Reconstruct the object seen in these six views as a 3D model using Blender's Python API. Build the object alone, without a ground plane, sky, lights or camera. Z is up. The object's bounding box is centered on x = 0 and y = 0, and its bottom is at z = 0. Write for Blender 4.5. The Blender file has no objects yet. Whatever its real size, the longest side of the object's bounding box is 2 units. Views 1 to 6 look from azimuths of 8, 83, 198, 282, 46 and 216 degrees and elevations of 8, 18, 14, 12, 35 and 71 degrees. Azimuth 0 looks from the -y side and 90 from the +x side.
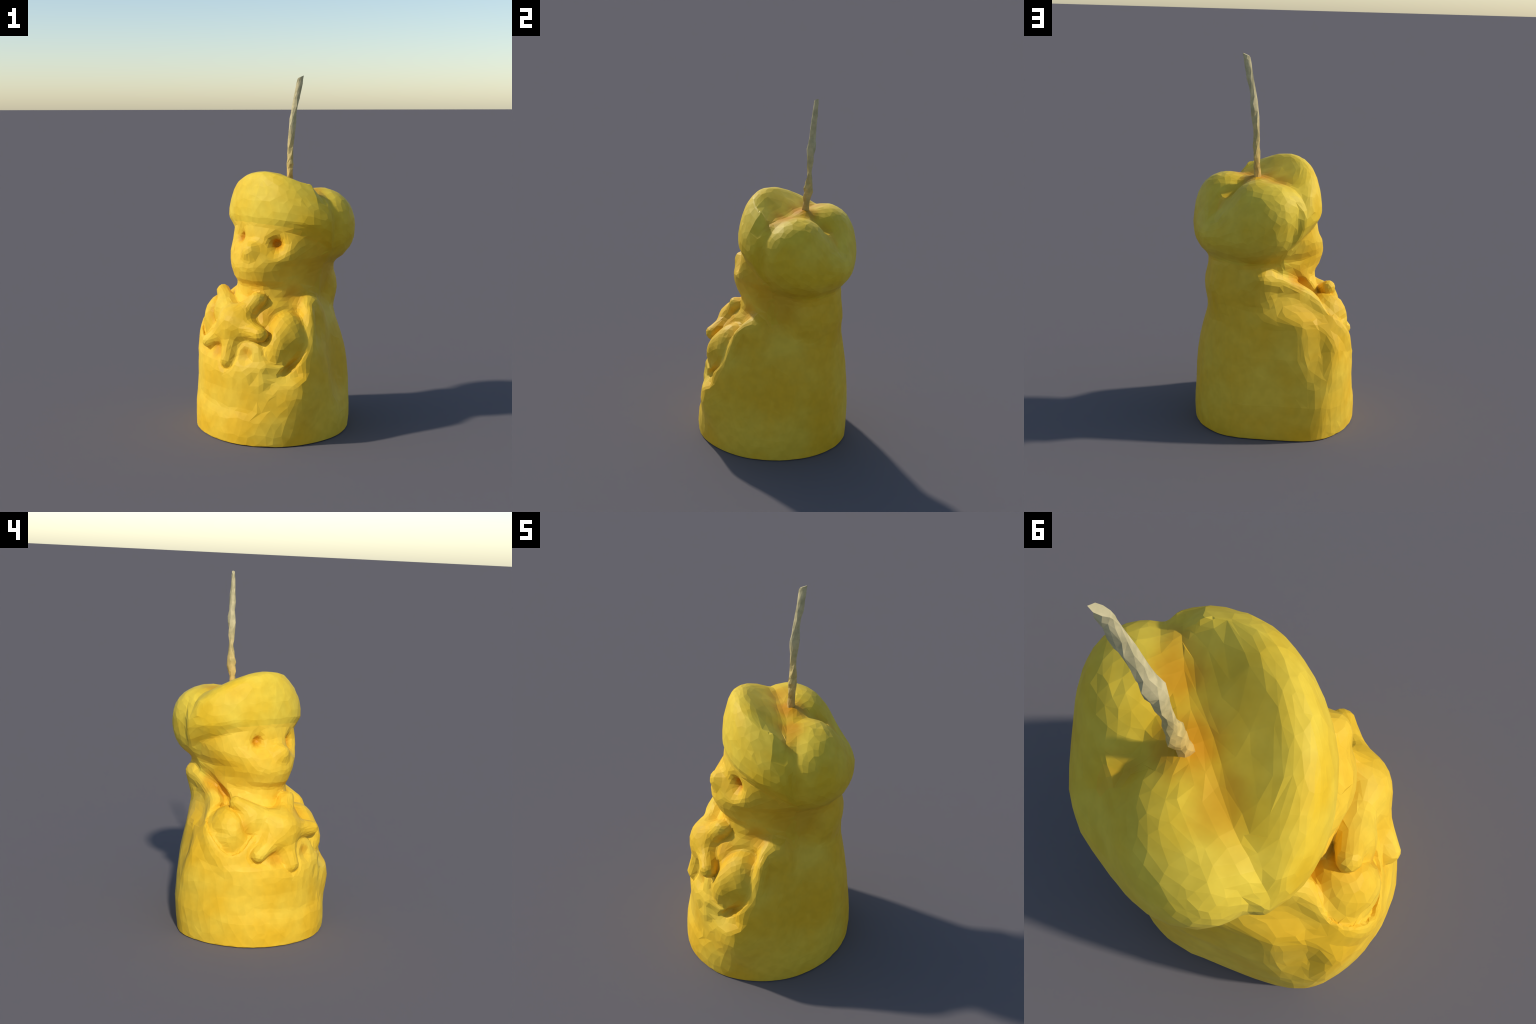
"""Beeswax candle: a child in a puffy hat and a cloak, holding a star; a bent cotton wick on top.
The wax is modelled as one implicit solid (lofted cross-sections, ellipsoids, tapered rods, carved
grooves), turned into a mesh, thinned to coarse facets like the original and split into named parts."""
import bpy, bmesh, math
import numpy as np
from mathutils import Vector, noise

CELL = 0.0075                 # working resolution of the implicit solid
FACES = 6800                  # facets left on the wax after thinning

# ---------------------------------------------------------------- frame of the figure
# the figure looks towards (-0.64, -0.77); "b" runs to its back, "l" to its own left hand
A0 = math.radians(50)
BK = np.array([math.cos(A0), math.sin(A0)])
LF = np.array([math.sin(A0), -math.cos(A0)])
xs = np.arange(-0.54, 0.54, CELL); ys = np.arange(-0.54, 0.54, CELL); zs = np.arange(-0.05, 1.55, CELL)
X, Y, Z = [a.astype(np.float32) for a in np.meshgrid(xs, ys, zs, indexing="ij")]
D = (X * BK[0] + Y * BK[1]).astype(np.float32)
L = (X * LF[0] + Y * LF[1]).astype(np.float32)


def to_world(b, l, z):
    return np.array([b * BK[0] + l * LF[0], b * BK[1] + l * LF[1], z])


# ---------------------------------------------------------------- implicit building blocks
def smin(a, b, k):
    h = np.maximum(k - np.abs(a - b), 0) / k
    return np.minimum(a, b) - h * h * k * 0.25


def smax(a, b, k):
    return -smin(-a, -b, k)


def curve(z, knots, col):
    """smooth (monotone cubic) interpolation of one column of a knot table"""
    zk = np.array([k[0] for k in knots]); v = np.array([k[col] for k in knots])
    h = np.diff(zk); s = np.diff(v) / h
    m = np.zeros_like(v); m[0], m[-1] = s[0], s[-1]
    for i in range(1, len(v) - 1):
        m[i] = 0 if s[i - 1] * s[i] <= 0 else 2 * s[i - 1] * s[i] / (s[i - 1] + s[i])
    zc = np.clip(z, zk[0], zk[-1])
    i = np.clip(np.searchsorted(zk, zc, side="right") - 1, 0, len(h) - 1)
    t = (zc - zk[i]) / h[i]
    return ((2 * t**3 - 3 * t**2 + 1) * v[i] + (t**3 - 2 * t**2 + t) * h[i] * m[i]
            + (-2 * t**3 + 3 * t**2) * v[i + 1] + (t**3 - t**2) * h[i] * m[i + 1])


def loft(knots, powers=(2.0, 2.0, 2.0, 2.0)):
    """upright loft of lopsided ovals: knots are (z, centre_b, centre_l, back, front, left, right) and
    powers are the roundness of the back-left, back-right, front-left and front-right quarters"""
    cb, cl, rb, rf, rl, rr = [curve(zs, knots, c)[None, None, :].astype(np.float32) for c in range(1, 7)]
    db, dl = D - cb, L - cl
    ra = np.where(db > 0, rb, rf); rs = np.where(dl > 0, rl, rr)
    w = 0.5 + 0.5 * np.tanh(db / 0.05); v = 0.5 + 0.5 * np.tanh(dl / 0.05)
    e = w * (v * powers[0] + (1 - v) * powers[1]) + (1 - w) * (v * powers[2] + (1 - v) * powers[3])
    q = (np.abs(db / ra) ** e + np.abs(dl / rs) ** e + 1e-9) ** (1 / e)
    g = (q - 1) * np.minimum(ra, rs)
    return smax(smax(g, knots[0][0] - Z, 0.02), Z - knots[-1][0], 0.02)


def blob(c, r, turn=0.0, tilt=0.0):
    """ellipsoid; c in world metres, r = (along front-back, along side, up)"""
    b0, l0 = c[0] * BK[0] + c[1] * BK[1], c[0] * LF[0] + c[1] * LF[1]
    db, dl, dz = D - b0, L - l0, Z - c[2]
    if turn:
        ct, st = math.cos(turn), math.sin(turn)
        db, dl = ct * db - st * dl, st * db + ct * dl
    if tilt:
        ct, st = math.cos(tilt), math.sin(tilt)
        dl, dz = ct * dl - st * dz, st * dl + ct * dz
    q = np.sqrt((db / r[0]) ** 2 + (dl / r[1]) ** 2 + (dz / r[2]) ** 2)
    return (q - 1) * min(r)


def rod(p, q, r0, r1):
    p, q = np.asarray(p, float), np.asarray(q, float)
    v = q - p; vv = float(v @ v) + 1e-12
    t = np.clip(((X - p[0]) * v[0] + (Y - p[1]) * v[1] + (Z - p[2]) * v[2]) / vv, 0, 1)
    return np.sqrt((X - p[0] - t * v[0]) ** 2 + (Y - p[1] - t * v[1]) ** 2 + (Z - p[2] - t * v[2]) ** 2) - (r0 + (r1 - r0) * t)


def smooth_path(pts, sub=4):
    """Catmull-Rom through (x, y, z, radius) points"""
    P = np.array(pts, float); out = []
    E = np.vstack([2 * P[0] - P[1], P, 2 * P[-1] - P[-2]])
    for i in range(1, len(E) - 2):
        for t in np.linspace(0, 1, sub, endpoint=False):
            a, b, c, d = E[i - 1], E[i], E[i + 1], E[i + 2]
            out.append(0.5 * (2 * b + (c - a) * t + (2 * a - 5 * b + 4 * c - d) * t * t + (3 * b - a - 3 * c + d) * t**3))
    out.append(P[-1])
    return np.array(out)


def tube(pts, sub=3):
    P = smooth_path(pts, sub)
    f = None
    for a, b in zip(P[:-1], P[1:]):
        g = rod(a[:3], b[:3], max(a[3], 0.001), max(b[3], 0.001))
        f = g if f is None else np.minimum(f, g)
    return f


# ---------------------------------------------------------------- the robe, chest and cloak
ROBE = [  # z, centre_b, centre_l, back, front, left, right
    (-0.04, -0.009, 0.012, 0.446, 0.432, 0.425, 0.448),
    (0.05, -0.007, 0.010, 0.450, 0.436, 0.434, 0.460),
    (0.12, -0.004, 0.006, 0.447, 0.430, 0.440, 0.466),
    (0.19, -0.002, 0.002, 0.443, 0.413, 0.442, 0.472),
    (0.28,  0.000, 0.004, 0.438, 0.402, 0.440, 0.478),
    (0.36, -0.003, 0.006, 0.435, 0.396, 0.436, 0.484),
    (0.42, -0.006, 0.008, 0.431, 0.382, 0.426, 0.484),
    (0.46, -0.008, 0.008, 0.430, 0.358, 0.413, 0.482),
    (0.51, -0.010, 0.008, 0.426, 0.342, 0.393, 0.474),
    (0.60, -0.010, 0.006, 0.417, 0.316, 0.334, 0.426),
    (0.70,  0.015, 0.000, 0.390, 0.268, 0.260, 0.315),
    (0.78,  0.060, -0.004, 0.355, 0.258, 0.228, 0.262),
    (0.86,  0.092, -0.004, 0.315, 0.285, 0.238, 0.245),
    (0.93,  0.100, -0.004, 0.300, 0.312, 0.242, 0.250),
]
robe = loft(ROBE, (1.95, 1.9, 2.15, 2.0))
# broad upright hollow in the left flank; the right flank falls off flat behind the arm
robe = smax(robe, -blob((0.492, -0.138, 0.47), (0.160, 0.155, 0.30)), 0.11)
robe = smax(robe, D * 0.597 - L * 0.802 - np.interp(Z, (0.0, 0.2, 0.45, 0.6, 0.8), (0.387, 0.403, 0.380, 0.353, 0.345)).astype(np.float32), 0.05)
# the cloak swells out low on the left, and its shoulders rise to the nape
robe = smin(robe, blob(to_world(-0.150, 0.325, 0.26), (0.12, 0.125, 0.16)), 0.06)
robe = smin(robe, blob(to_world(0.220, -0.175, 0.840), (0.095, 0.086, 0.11)), 0.06)
robe = smin(robe, blob(to_world(0.280, 0.095, 0.790), (0.09, 0.105, 0.11)), 0.06)
robe = smin(robe, blob(to_world(0.035, 0.245, 0.63), (0.10, 0.098, 0.16)), 0.05)
# hollow of the neck inside the collar
F = lambda b, l, z, r: (*to_world(b, l, z), r)
neck_hollow = tube([F(0.15, -0.265, 0.895, 0.020), F(0.07, -0.255, 0.845, 0.034), F(0.01, -0.240, 0.805, 0.036), F(-0.05, -0.235, 0.765, 0.028)])
robe = smax(robe, -neck_hollow, 0.04)

# a pleat in the robe below the star, soft dents pressed into the belly, a faint hem crease
robe = smax(robe, -tube([(-0.235, -0.340, 0.44, 0.022), (-0.27, -0.350, 0.38, 0.012), (-0.285, -0.37, 0.32, 0.002)]), 0.04)
for c, r in (((-0.066, -0.440, 0.362), 0.025), ((0.030, -0.455, 0.320), 0.024)):
    robe = smax(robe, -blob(c, (r, r, r * 1.2)), 0.03)
hem = tube([F(-0.40, -0.19, 0.212, 0.001), F(-0.440, -0.08, 0.206, 0.010), F(-0.450, 0.04, 0.200, 0.016), F(-0.432, 0.16, 0.194, 0.012), F(-0.40, 0.24, 0.188, 0.001)])
robe = smax(robe, -hem, 0.05)
# creases between the hands and the borders of the cloak
robe = smax(robe, -tube([(0.158, -0.225, 0.72, 0.008), (0.168, -0.258, 0.66, 0.026), (0.188, -0.300, 0.56, 0.028), (0.170, -0.345, 0.46, 0.024), (0.11, -0.385, 0.395, 0.012)]), 0.03)
robe = smax(robe, -tube([(-0.155, 0.130, 0.80, 0.035), (-0.255, 0.075, 0.735, 0.026), (-0.345, 0.065, 0.64, 0.018), (-0.395, 0.03, 0.54, 0.012)]), 0.03)

# shallow shelf under the left hand
robe = smax(robe, -tube([(0.03, -0.435, 0.400, 0.012), (0.10, -0.430, 0.385, 0.020), (0.17, -0.398, 0.400, 0.016)]), 0.06)
# the chest sinks in between the points of the star
for c, r in (((-0.305, -0.255, 0.482), 0.040), ((-0.125, -0.382, 0.485), 0.042)):
    robe = smax(robe, -blob(c, (r, r, r)), 0.03)

# front edges of the cloak: rolled borders running from the neck down over the belly
edge_left = tube([(0.235, -0.095, 0.750, 0.010), (0.210, -0.172, 0.730, 0.026), (0.226, -0.230, 0.70, 0.029), (0.235, -0.255, 0.65, 0.030),
                  (0.238, -0.270, 0.60, 0.030), (0.236, -0.285, 0.545, 0.030), (0.226, -0.303, 0.485, 0.030), (0.200, -0.330, 0.425, 0.031), (0.125, -0.378, 0.345, 0.030), (0.04, -0.40, 0.275, 0.02)])
edge_right = tube([(-0.03, 0.340, 0.868, 0.022), (-0.090, 0.270, 0.845, 0.030), (-0.130, 0.215, 0.815, 0.034), (-0.190, 0.155, 0.758, 0.038),
                   (-0.265, 0.135, 0.700, 0.042), (-0.340, 0.128, 0.635, 0.044), (-0.383, 0.103, 0.565, 0.042), (-0.398, 0.06, 0.49, 0.036), (-0.395, 0.02, 0.43, 0.028)])
cloak_edges = np.minimum(edge_left, edge_right)

# side hollow of the cloak on the figure's right, behind the rolled border
hollow = blob((-0.340, 0.300, 0.60), (0.045, 0.038, 0.12))

# ---------------------------------------------------------------- mittened hands
hand_left = blob((0.118, -0.256, 0.545), (0.130, 0.112, 0.160), tilt=-0.12)
hand_right = blob((-0.285, 0.045, 0.590), (0.122, 0.122, 0.160))
for z_, r in ((0.628, 0.009), (0.560, 0.007)):          # pressed lines across the right mitten
    hand_right = smax(hand_right, -tube([(-0.395, 0.085, z_ - 0.004, r * 0.5), (-0.410, 0.055, z_, r), (-0.412, 0.020, z_ - 0.004, r * 0.5)]), 0.02)
hand_left = smin(hand_left, blob((0.050, -0.355, 0.520), (0.045, 0.060, 0.075)), 0.05)
hands = np.minimum(hand_left, hand_right)

# ---------------------------------------------------------------- star
STAR_CENTRE = np.array([-0.178, -0.222, 0.625])
STAR_TIPS = [((-0.290, 0.008, 0.772), 0.036), ((-0.058, -0.220, 0.770), 0.044), ((-0.028, -0.368, 0.603), 0.042),
             ((-0.215, -0.297, 0.44), 0.042), ((-0.350, -0.140, 0.505), 0.038)]
star = blob((-0.190, -0.217, 0.625), (0.085, 0.105, 0.105))
for tip, r in STAR_TIPS:
    star = smin(star, rod(STAR_CENTRE, tip, 0.066, r), 0.05)
# web of wax between the right-hand points of the star and the mitten
star = smin(star, blob((-0.265, -0.075, 0.665), (0.06, 0.07, 0.075)), 0.04)

# ---------------------------------------------------------------- head
HEAD = [
    (0.80, 0.08, 0.00, 0.22, 0.275, 0.205, 0.19),
    (0.87, 0.09, 0.00, 0.26, 0.322, 0.222, 0.205),
    (0.94, 0.10, 0.00, 0.28, 0.352, 0.252, 0.248),
    (1.00, 0.10, 0.00, 0.29, 0.335, 0.284, 0.284),
    (1.08, 0.10, 0.00, 0.29, 0.288, 0.305, 0.305),
    (1.16, 0.10, 0.00, 0.29, 0.270, 0.290, 0.290),
    (1.26, 0.10, 0.00, 0.25, 0.25, 0.25, 0.25),
]
head = loft(HEAD, (2, 2, 2.1, 2.1))
nose = blob((-0.094, -0.176, 1.030), (0.060, 0.056, 0.052))
head = smin(head, nose, 0.035)
eyes = None
for e in ((-0.166, -0.066, 1.100), (0.046, -0.184, 1.074)):
    e = np.array(e)
    inward = np.array([0.07, 0.09, 1.07]) - e
    g = rod(e - inward * 0.18, e + inward * 0.03, 0.056, 0.020)
    eyes = g if eyes is None else np.minimum(eyes, g)
head = smax(head, -eyes, 0.055)

# ---------------------------------------------------------------- hat
HC = (0.145, -0.006)           # centre (b, l)
HAT_FRONT = [(-0.25, 0.62), (-0.08, 0.82), (0.02, 0.94), (0.18, 1.0), (0.42, 0.985), (0.68, 0.935), (0.92, 0.86), (1.2, 0.70)]
HAT_BACK = [(-0.10, 0.62), (0.0, 0.80), (0.10, 0.91), (0.20, 0.985), (0.30, 1.0), (0.40, 0.965), (0.60, 0.86), (0.80, 0.72), (0.96, 0.54), (1.2, 0.30)]
low_at = lambda t: 1.175 - 0.275 * np.maximum(t, 0) ** 1.35
high_at = lambda t: 1.475 - 0.075 * t
tb = np.clip((D + 0.20) / 0.66, -0.1, 1.1)              # 0 at the forehead, 1 at the back
T = (Z - low_at(tb)) / (high_at(tb) - low_at(tb))
ease = np.clip(tb, 0, 1) ** 1.3
sc = ((1 - ease) * curve(T.ravel(), HAT_FRONT, 1).reshape(T.shape) + ease * curve(T.ravel(), HAT_BACK, 1).reshape(T.shape)).astype(np.float32)
q = np.sqrt(((D - HC[0]) / 0.318) ** 2 + ((L - HC[1]) / 0.392) ** 2)
hat_side = (q - sc) * 0.33
# cleft across the top: in front of it the bowl rises to the crest of the brim, behind it two lobes
s = D - (0.135 - 0.45 * L ** 2)
crest = 1.482 - 1.1 * (L + 0.03) ** 2
floor = 1.348 - 0.9 * np.maximum(np.abs(L) - 0.15, 0) ** 2
bowl = 0.205 * np.sqrt(np.clip(1 - ((L + 0.05) / 0.30) ** 2, 0.05, 1))   # width of the sloping bowl
u_ = np.clip(-s / bowl, 0, 1.2)
top = floor + (crest - floor) * u_ ** 1.15
brim = smax(smax(hat_side, (Z - top) * 0.8, 0.085), (s - 0.03) * 0.9, 0.02)
lobe_left = blob(to_world(0.215, 0.152, 1.182), (0.178, 0.222, 0.186))
lobe_right = blob(to_world(0.205, -0.160, 1.168), (0.172, 0.218, 0.202))
lobe_right = smin(lobe_right, blob(to_world(0.170, -0.255, 1.215), (0.12, 0.125, 0.135)), 0.04)
nape = blob(to_world(0.233, 0.010, 1.072), (0.232, 0.288, 0.164))
seat = blob(to_world(0.165, -0.01, 1.265), (0.085, 0.13, 0.105))       # wax gathered round the foot of the wick
rear = smin(smin(smin(lobe_left, lobe_right, 0.025), nape, 0.09), seat, 0.03)
valley = tube([F(0.27, -0.005, 1.350, 0.006), F(0.32, -0.005, 1.300, 0.010), F(0.37, -0.01, 1.255, 0.010), F(0.44, -0.02, 1.190, 0.004)])
rear = smax(rear, -valley, 0.06)
hat = smin(brim, rear, 0.03 + 0.10 * np.clip(1.32 - Z, 0, 0.3))

WICK_FOOT = (0.079, 0.148, 1.364)
# ---------------------------------------------------------------- put the wax together
body = smax(robe, -hollow, 0.08)


def inlay(solid, shape, gap, depth, k):
    """lay a shape into the wax with a shallow crease round it"""
    moat = np.maximum(shape - gap, -(solid + depth))
    return smin(smax(solid, -moat, 0.025), shape, k)


body = smin(body, edge_right, 0.05)
body = inlay(body, hand_right, 0.012, 0.014, 0.014)
body = inlay(body, hand_left, 0.012, 0.011, 0.026)
body = smin(body, edge_left, 0.035)
body = inlay(body, star, 0.012, 0.009, 0.028)
body = smin(body, head, 0.035)
# fold of the neck under the chin
body = smax(body, -tube([F(-0.10, -0.215, 0.835, 0.010), F(-0.190, -0.13, 0.832, 0.014), F(-0.232, 0.0, 0.828, 0.014), F(-0.195, 0.12, 0.826, 0.014), F(-0.12, 0.19, 0.83, 0.008)]), 0.04)
body = smin(body, hat, 0.03)
# cut flat underneath
body = smax(body, -Z, 0.005)


# ---------------------------------------------------------------- implicit solid -> mesh (surface nets)
def surface_net(F):
    nx, ny, nz = F.shape
    ins = F < 0
    corner = [(i, j, k) for i in (0, 1) for j in (0, 1) for k in (0, 1)]
    sl = lambda c: tuple(slice(o, n - 1 + o) for o, n in zip(c, F.shape))
    cnt = sum(ins[sl(c)].astype(np.int8) for c in corner)
    act = (cnt > 0) & (cnt < 8)
    idx = -np.ones(act.shape, np.int64)
    cells = np.argwhere(act)
    idx[act] = np.arange(len(cells))
    vals = np.stack([F[cells[:, 0] + c[0], cells[:, 1] + c[1], cells[:, 2] + c[2]] for c in corner], 1)
    C = np.array(corner, float)
    acc = np.zeros((len(cells), 3)); num = np.zeros(len(cells))
    for a in range(8):
        for b in range(a + 1, 8):
            if np.abs(C[a] - C[b]).sum() == 1:
                va, vb = vals[:, a], vals[:, b]
                m = (va < 0) != (vb < 0)
                t = np.where(m, va / np.where(m, va - vb, 1), 0)
                acc[m] += (C[a] + (C[b] - C[a]) * t[:, None])[m]; num[m] += 1
    V = (cells + acc / num[:, None]) * CELL + np.array([xs[0], ys[0], zs[0]])
    quads = []
    for ax in range(3):
        o1, o2 = [(1, 2), (2, 0), (0, 1)][ax]
        lo = [slice(1, n - 1) for n in F.shape]; lo[ax] = slice(0, F.shape[ax] - 1)
        hi = list(lo); hi[ax] = slice(1, F.shape[ax])
        A, B = ins[tuple(lo)], ins[tuple(hi)]
        e = np.argwhere(A != B)
        flip = A[A != B]
        base = e + np.array([s_.start for s_ in lo])
        d1 = np.zeros(3, int); d1[o1] = 1
        d2 = np.zeros(3, int); d2[o2] = 1
        at = lambda p: idx[p[:, 0], p[:, 1], p[:, 2]]
        qd = np.stack([at(base - d1 - d2), at(base - d2), at(base), at(base - d1)], 1)
        qd[~flip] = qd[~flip][:, ::-1]
        quads.append(qd)
    return V, np.vstack(quads)


V, Q = surface_net(body)
mesh = bpy.data.meshes.new("wax_whole")
mesh.from_pydata(V.tolist(), [], Q.tolist())
whole = bpy.data.objects.new("wax_whole", mesh)
bpy.context.scene.collection.objects.link(whole)
# hand-moulded unevenness
bm = bmesh.new(); bm.from_mesh(mesh); bm.normal_update()
for v in bm.verts:
    p = v.co
    n1 = noise.noise(p * 5.0 + Vector((3.1, 0.4, 7.7))) * 0.006
    v.co = p + Vector((v.normal.x, v.normal.y, v.normal.z if p.z > 0.03 else 0.0)) * n1
bm.to_mesh(mesh); bm.free()
dec = whole.modifiers.new("thin", "DECIMATE")
dec.ratio = FACES / (2 * len(Q))
dg = bpy.context.evaluated_depsgraph_get()
thin = bpy.data.meshes.new_from_object(whole.evaluated_get(dg))
bpy.data.objects.remove(whole); bpy.data.meshes.remove(mesh)


# each facet corner a little off, as in a coarse scan
bm = bmesh.new(); bm.from_mesh(thin); bm.normal_update()
for v in bm.verts:
    if v.co.z > 0.01:
        v.co += v.normal * 0.003 * noise.noise(v.co * 37.0)
bm.to_mesh(thin); bm.free()


# ---------------------------------------------------------------- materials
def ramp_node(nt, stops):
    r = nt.nodes.new("ShaderNodeValToRGB")
    el = r.color_ramp.elements
    el[0].position, el[0].color = stops[0]
    el[1].position, el[1].color = stops[-1]
    for p, c in stops[1:-1]:
        e = el.new(p); e.color = c
    return r


def mix_node(nt, fac, a, b, mode="MIX"):
    m = nt.nodes.new("ShaderNodeMix"); m.data_type = "RGBA"; m.blend_type = mode
    if isinstance(fac, (int, float)): m.inputs[0].default_value = fac
    else: nt.links.new(fac, m.inputs[0])
    for s_, v in ((m.inputs[6], a), (m.inputs[7], b)):
        if isinstance(v, tuple): s_.default_value = v
        else: nt.links.new(v, s_)
    return m.outputs[2]


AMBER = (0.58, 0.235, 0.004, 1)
# orange patches painted at creases and hollows: (x, y, z, radius, strength)
AMBER_PATCHES = [(-0.150, -0.045, 1.095, 0.055, 0.9), (0.055, -0.160, 1.07, 0.062, 0.95),
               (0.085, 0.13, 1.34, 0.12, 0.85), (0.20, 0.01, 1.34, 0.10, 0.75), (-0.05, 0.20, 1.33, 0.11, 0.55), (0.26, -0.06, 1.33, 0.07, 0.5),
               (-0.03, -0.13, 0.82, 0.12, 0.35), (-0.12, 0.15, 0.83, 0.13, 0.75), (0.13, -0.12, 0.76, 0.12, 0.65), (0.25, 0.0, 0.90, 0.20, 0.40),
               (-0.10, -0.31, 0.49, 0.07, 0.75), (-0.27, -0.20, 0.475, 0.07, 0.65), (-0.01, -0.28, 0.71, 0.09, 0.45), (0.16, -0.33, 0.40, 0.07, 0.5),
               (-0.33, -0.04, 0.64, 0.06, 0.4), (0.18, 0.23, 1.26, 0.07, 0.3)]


def wax_material(name, deep, pale):
    m = bpy.data.materials.new(name); m.use_nodes = True
    nt = m.node_tree; bs = nt.nodes["Principled BSDF"]
    tc = nt.nodes.new("ShaderNodeTexCoord")
    n1 = nt.nodes.new("ShaderNodeTexNoise"); n1.inputs["Scale"].default_value = 4.0; n1.inputs["Detail"].default_value = 3
    nt.links.new(tc.outputs["Object"], n1.inputs["Vector"])
    r1 = ramp_node(nt, [(0.38, deep), (0.64, pale)])
    nt.links.new(n1.outputs["Fac"], r1.inputs[0])
    col = r1.outputs[0]
    n2 = nt.nodes.new("ShaderNodeTexNoise"); n2.inputs["Scale"].default_value = 22.0; n2.inputs["Detail"].default_value = 4
    nt.links.new(tc.outputs["Object"], n2.inputs["Vector"])
    r2 = ramp_node(nt, [(0.35, (0.95, 0.94, 0.90, 1)), (0.65, (1.03, 1.03, 1.06, 1))])
    nt.links.new(n2.outputs["Fac"], r2.inputs[0])
    col = mix_node(nt, 1.0, col, r2.outputs[0], "MULTIPLY")
    # orange patches have uneven rims
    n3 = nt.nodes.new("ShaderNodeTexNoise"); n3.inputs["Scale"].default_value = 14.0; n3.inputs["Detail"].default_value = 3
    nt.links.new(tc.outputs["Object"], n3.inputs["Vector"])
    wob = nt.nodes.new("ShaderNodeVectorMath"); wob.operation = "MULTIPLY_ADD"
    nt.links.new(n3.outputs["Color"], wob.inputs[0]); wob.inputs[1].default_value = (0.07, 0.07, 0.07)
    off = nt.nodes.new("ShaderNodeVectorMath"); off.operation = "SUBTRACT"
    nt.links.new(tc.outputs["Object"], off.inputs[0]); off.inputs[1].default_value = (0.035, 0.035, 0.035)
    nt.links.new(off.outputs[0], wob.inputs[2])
    for x, y, z, r, k in AMBER_PATCHES:
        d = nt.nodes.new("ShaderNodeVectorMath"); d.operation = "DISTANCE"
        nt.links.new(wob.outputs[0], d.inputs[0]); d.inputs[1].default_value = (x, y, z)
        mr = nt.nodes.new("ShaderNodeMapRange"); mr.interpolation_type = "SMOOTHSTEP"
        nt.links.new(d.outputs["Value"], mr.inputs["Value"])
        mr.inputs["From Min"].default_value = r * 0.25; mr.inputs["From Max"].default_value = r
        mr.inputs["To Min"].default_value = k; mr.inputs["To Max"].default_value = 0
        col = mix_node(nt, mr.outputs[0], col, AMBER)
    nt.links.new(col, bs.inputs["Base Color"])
    bs.inputs["Roughness"].default_value = 0.55
    bs.inputs["Specular IOR Level"].default_value = 0.18
    return m


def wick_material():
    m = bpy.data.materials.new("waxed_cotton"); m.use_nodes = True
    nt = m.node_tree; bs = nt.nodes["Principled BSDF"]
    tc = nt.nodes.new("ShaderNodeTexCoord")
    sp = nt.nodes.new("ShaderNodeSeparateXYZ"); nt.links.new(tc.outputs["Object"], sp.inputs[0])
    g = nt.nodes.new("ShaderNodeMapRange")
    nt.links.new(sp.outputs["Z"], g.inputs["Value"])
    g.inputs["From Min"].default_value = 1.36; g.inputs["From Max"].default_value = 1.72
    wax = ramp_node(nt, [(0.0, (0.62, 0.40, 0.10, 1)), (0.5, (0.60, 0.45, 0.17, 1)), (1.0, (0.56, 0.475, 0.26, 1))])
    nt.links.new(g.outputs[0], wax.inputs[0])
    n = nt.nodes.new("ShaderNodeTexNoise"); n.inputs["Scale"].default_value = 30; n.inputs["Detail"].default_value = 4
    nt.links.new(tc.outputs["Object"], n.inputs["Vector"])
    r = ramp_node(nt, [(0.35, (0.78, 0.78, 0.74, 1)), (0.62, (1.05, 1.03, 1.0, 1))])
    nt.links.new(n.outputs["Fac"], r.inputs[0])
    nt.links.new(mix_node(nt, 1.0, wax.outputs[0], r.outputs[0], "MULTIPLY"), bs.inputs["Base Color"])
    bs.inputs["Roughness"].default_value = 0.8
    bs.inputs["Specular IOR Level"].default_value = 0.2
    return m


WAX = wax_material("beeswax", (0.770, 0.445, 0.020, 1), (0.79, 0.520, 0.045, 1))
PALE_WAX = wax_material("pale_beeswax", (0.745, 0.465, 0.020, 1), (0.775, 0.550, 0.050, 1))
COTTON = wick_material()

# ---------------------------------------------------------------- split the wax into named parts
root = bpy.data.objects.new("figure_candle", None)
bpy.context.scene.collection.objects.link(root)
root["label"] = "yellow beeswax candle, child in puffy hat holding star"
root["category"] = "candle"

P = np.array([p.center for p in thin.polygons])
gi = [np.clip(((P[:, a] - o) / CELL).round().astype(int), 0, n - 1) for a, (o, n) in enumerate(zip((xs[0], ys[0], zs[0]), body.shape))]
pick = lambda f: f[gi[0], gi[1], gi[2]]
pb, pl, pz = P[:, 0] * BK[0] + P[:, 1] * BK[1], P[:, 0] * LF[0] + P[:, 1] * LF[1], P[:, 2]
part = np.array(["hat", "head", "star", "hand", "robe", "cloak"], dtype=object)[
    np.stack([pick(hat), pick(head), pick(star), pick(hands), pick(robe), pick(cloak_edges)], 1).argmin(1)]
# the cloak wraps the back and sides, the robe shows in front between its two edges
part[(part == "robe") & ((pb > -0.02) | (np.abs(pl) > 0.335) & (pb > -0.17))] = "cloak"
part[(part == "head") & (pz < 0.855) | (part == "robe") & (pz > 0.79)] = "neck"
part[(part == "head") & (pick(nose) < 0.006)] = "nose"
part[(part == "head") & (pick(eyes) < 0.008)] = "eye"
part[(part == "hat") & (pick(brim) < pick(rear))] = "brim"
CHILD_OF = {"nose": "head", "eye": "head", "brim": "hat"}


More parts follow.
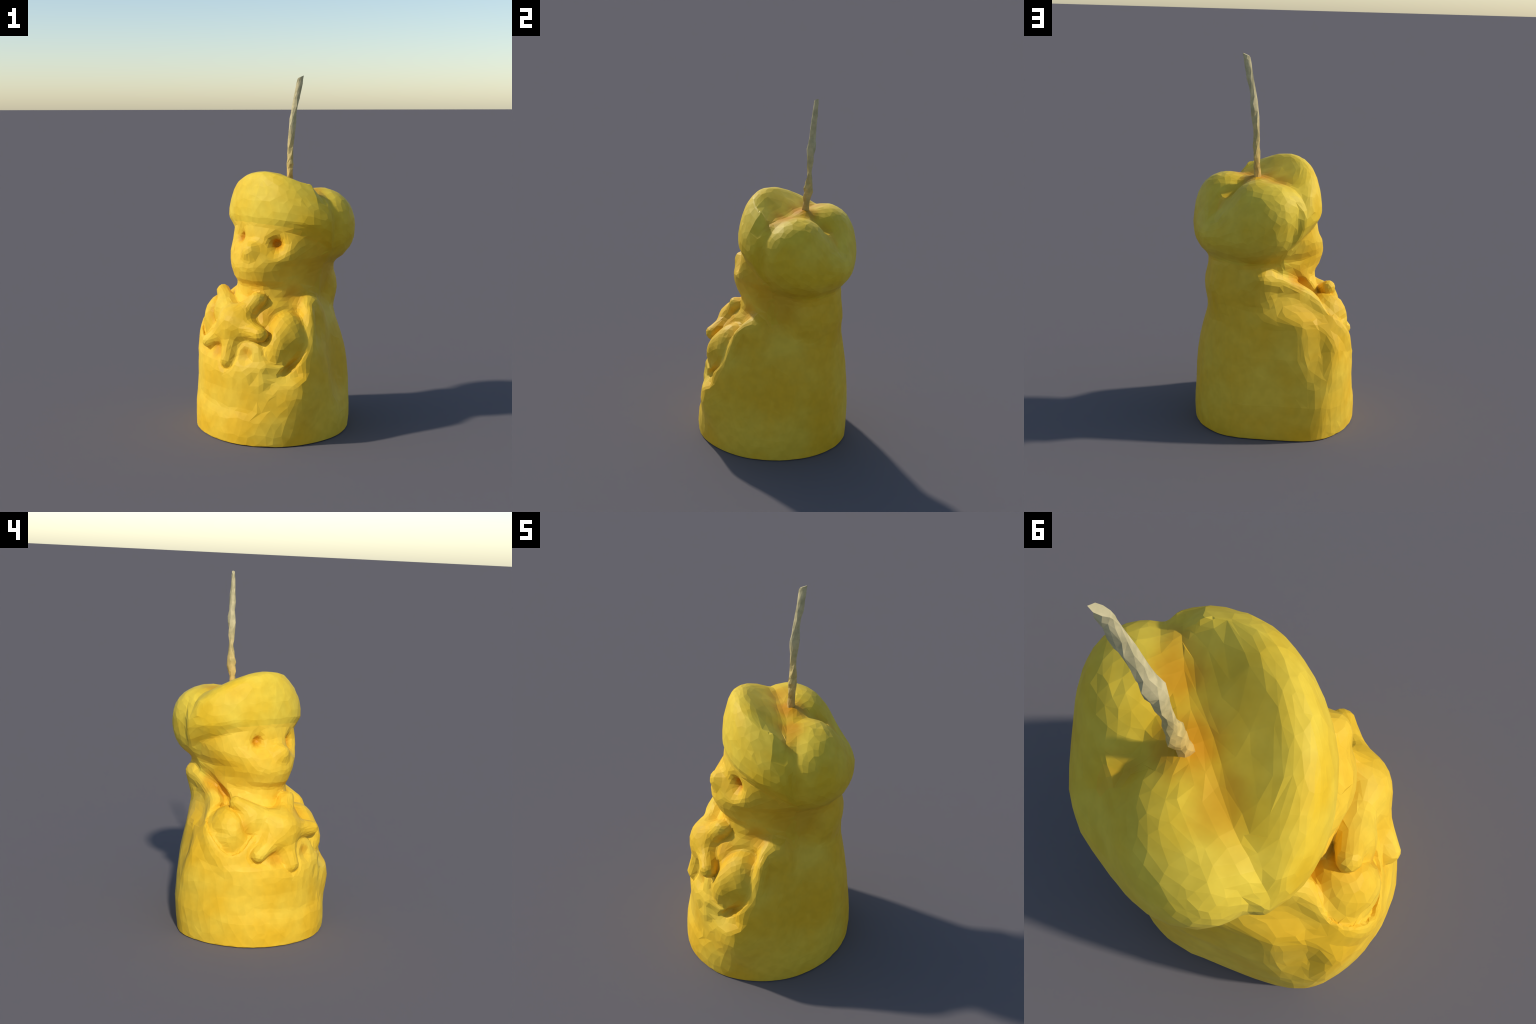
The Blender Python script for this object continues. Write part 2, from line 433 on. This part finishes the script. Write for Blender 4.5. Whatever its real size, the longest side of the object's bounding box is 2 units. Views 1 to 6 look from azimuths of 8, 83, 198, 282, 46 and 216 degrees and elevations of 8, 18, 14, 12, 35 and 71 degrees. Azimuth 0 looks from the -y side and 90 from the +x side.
def make_part(name, keep):
    loops = [tuple(thin.polygons[i].vertices) for i in np.nonzero(keep)[0]]
    used = sorted({v for lp in loops for v in lp}); new = {v: i for i, v in enumerate(used)}
    me = bpy.data.meshes.new(name)
    me.from_pydata([tuple(thin.vertices[v].co) for v in used], [], [[new[v] for v in lp] for lp in loops])
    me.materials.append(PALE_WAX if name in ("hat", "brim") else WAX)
    ob = bpy.data.objects.new(name, me)
    bpy.context.scene.collection.objects.link(ob)
    ob.parent = root
    return ob


made = {}
for nm in ("cloak", "robe", "neck", "head", "hat", "star", "brim", "nose"):
    made[nm] = make_part(nm, part == nm)
for nm in ("hand", "eye"):                                # one object for each side
    for side in (pl > 0.03, pl <= 0.03):
        made[nm] = make_part(nm, (part == nm) & side)
        if nm in CHILD_OF: made[nm].parent = made[CHILD_OF[nm]]
for nm in ("nose", "brim"):
    made[nm].parent = made[CHILD_OF[nm]]
bpy.data.meshes.remove(thin)

# ---------------------------------------------------------------- wick: flat, lumpy, cut slantwise
WICK = [  # x, y, z, half width, half thickness, twist in degrees
    (0.079, 0.143, 1.335, 0.020, 0.020, 0), (0.079, 0.147, 1.370, 0.018, 0.018, 0), (0.080, 0.152, 1.415, 0.017, 0.017, 10),
    (0.080, 0.160, 1.470, 0.017, 0.025, 15), (0.081, 0.162, 1.525, 0.017, 0.020, 10), (0.082, 0.165, 1.585, 0.016, 0.012, 0),
    (0.086, 0.168, 1.645, 0.017, 0.016, -10), (0.092, 0.171, 1.715, 0.018, 0.022, -10), (0.100, 0.174, 1.785, 0.017, 0.016, 0),
    (0.117, 0.179, 1.875, 0.018, 0.015, 10), (0.131, 0.183, 1.945, 0.018, 0.011, 15), (0.138, 0.185, 1.980, 0.018, 0.008, 15)]
rng = np.random.default_rng(7)
W = []
for a, b in zip(WICK[:-1], WICK[1:]):
    for t in (0, 0.5):
        W.append([p + (q_ - p) * t for p, q_ in zip(a, b)])
W.append(list(WICK[-1]))
bm = bmesh.new(); rings = []; N = 9
for k, (x, y, z, w, h, tw) in enumerate(W):
    ring = []
    for i in range(N):
        a = 2 * math.pi * i / N + 0.35 * k
        u, v = w * math.cos(a - math.radians(tw)), h * math.sin(a - math.radians(tw))
        u, v = u * (1.06 + rng.normal() * 0.12), v * (1.08 + rng.normal() * 0.14)
        c, s_ = math.cos(math.radians(tw)), math.sin(math.radians(tw))
        px, py = c * u - s_ * v, s_ * u + c * v
        dz = 0.4 * px if k == len(W) - 1 else rng.normal() * 0.003
        ring.append(bm.verts.new((x + px, y + py, z + dz)))
    rings.append(ring)
for r0, r1 in zip(rings[:-1], rings[1:]):
    for i in range(N):
        bm.faces.new((r0[i], r0[(i + 1) % N], r1[(i + 1) % N], r1[i]))
bm.faces.new(rings[-1]); bm.faces.new(rings[0][::-1])
bmesh.ops.triangulate(bm, faces=bm.faces[:])
top_z = max(v.co.z for v in bm.verts)
for v in bm.verts:
    if v.co.z > 1.9: v.co.z += (2.0 - top_z) * (v.co.z - 1.9) / (top_z - 1.9)
me = bpy.data.meshes.new("wick"); bm.to_mesh(me); bm.free()
me.materials.append(COTTON)
wick = bpy.data.objects.new("wick", me)
bpy.context.scene.collection.objects.link(wick); wick.parent = root
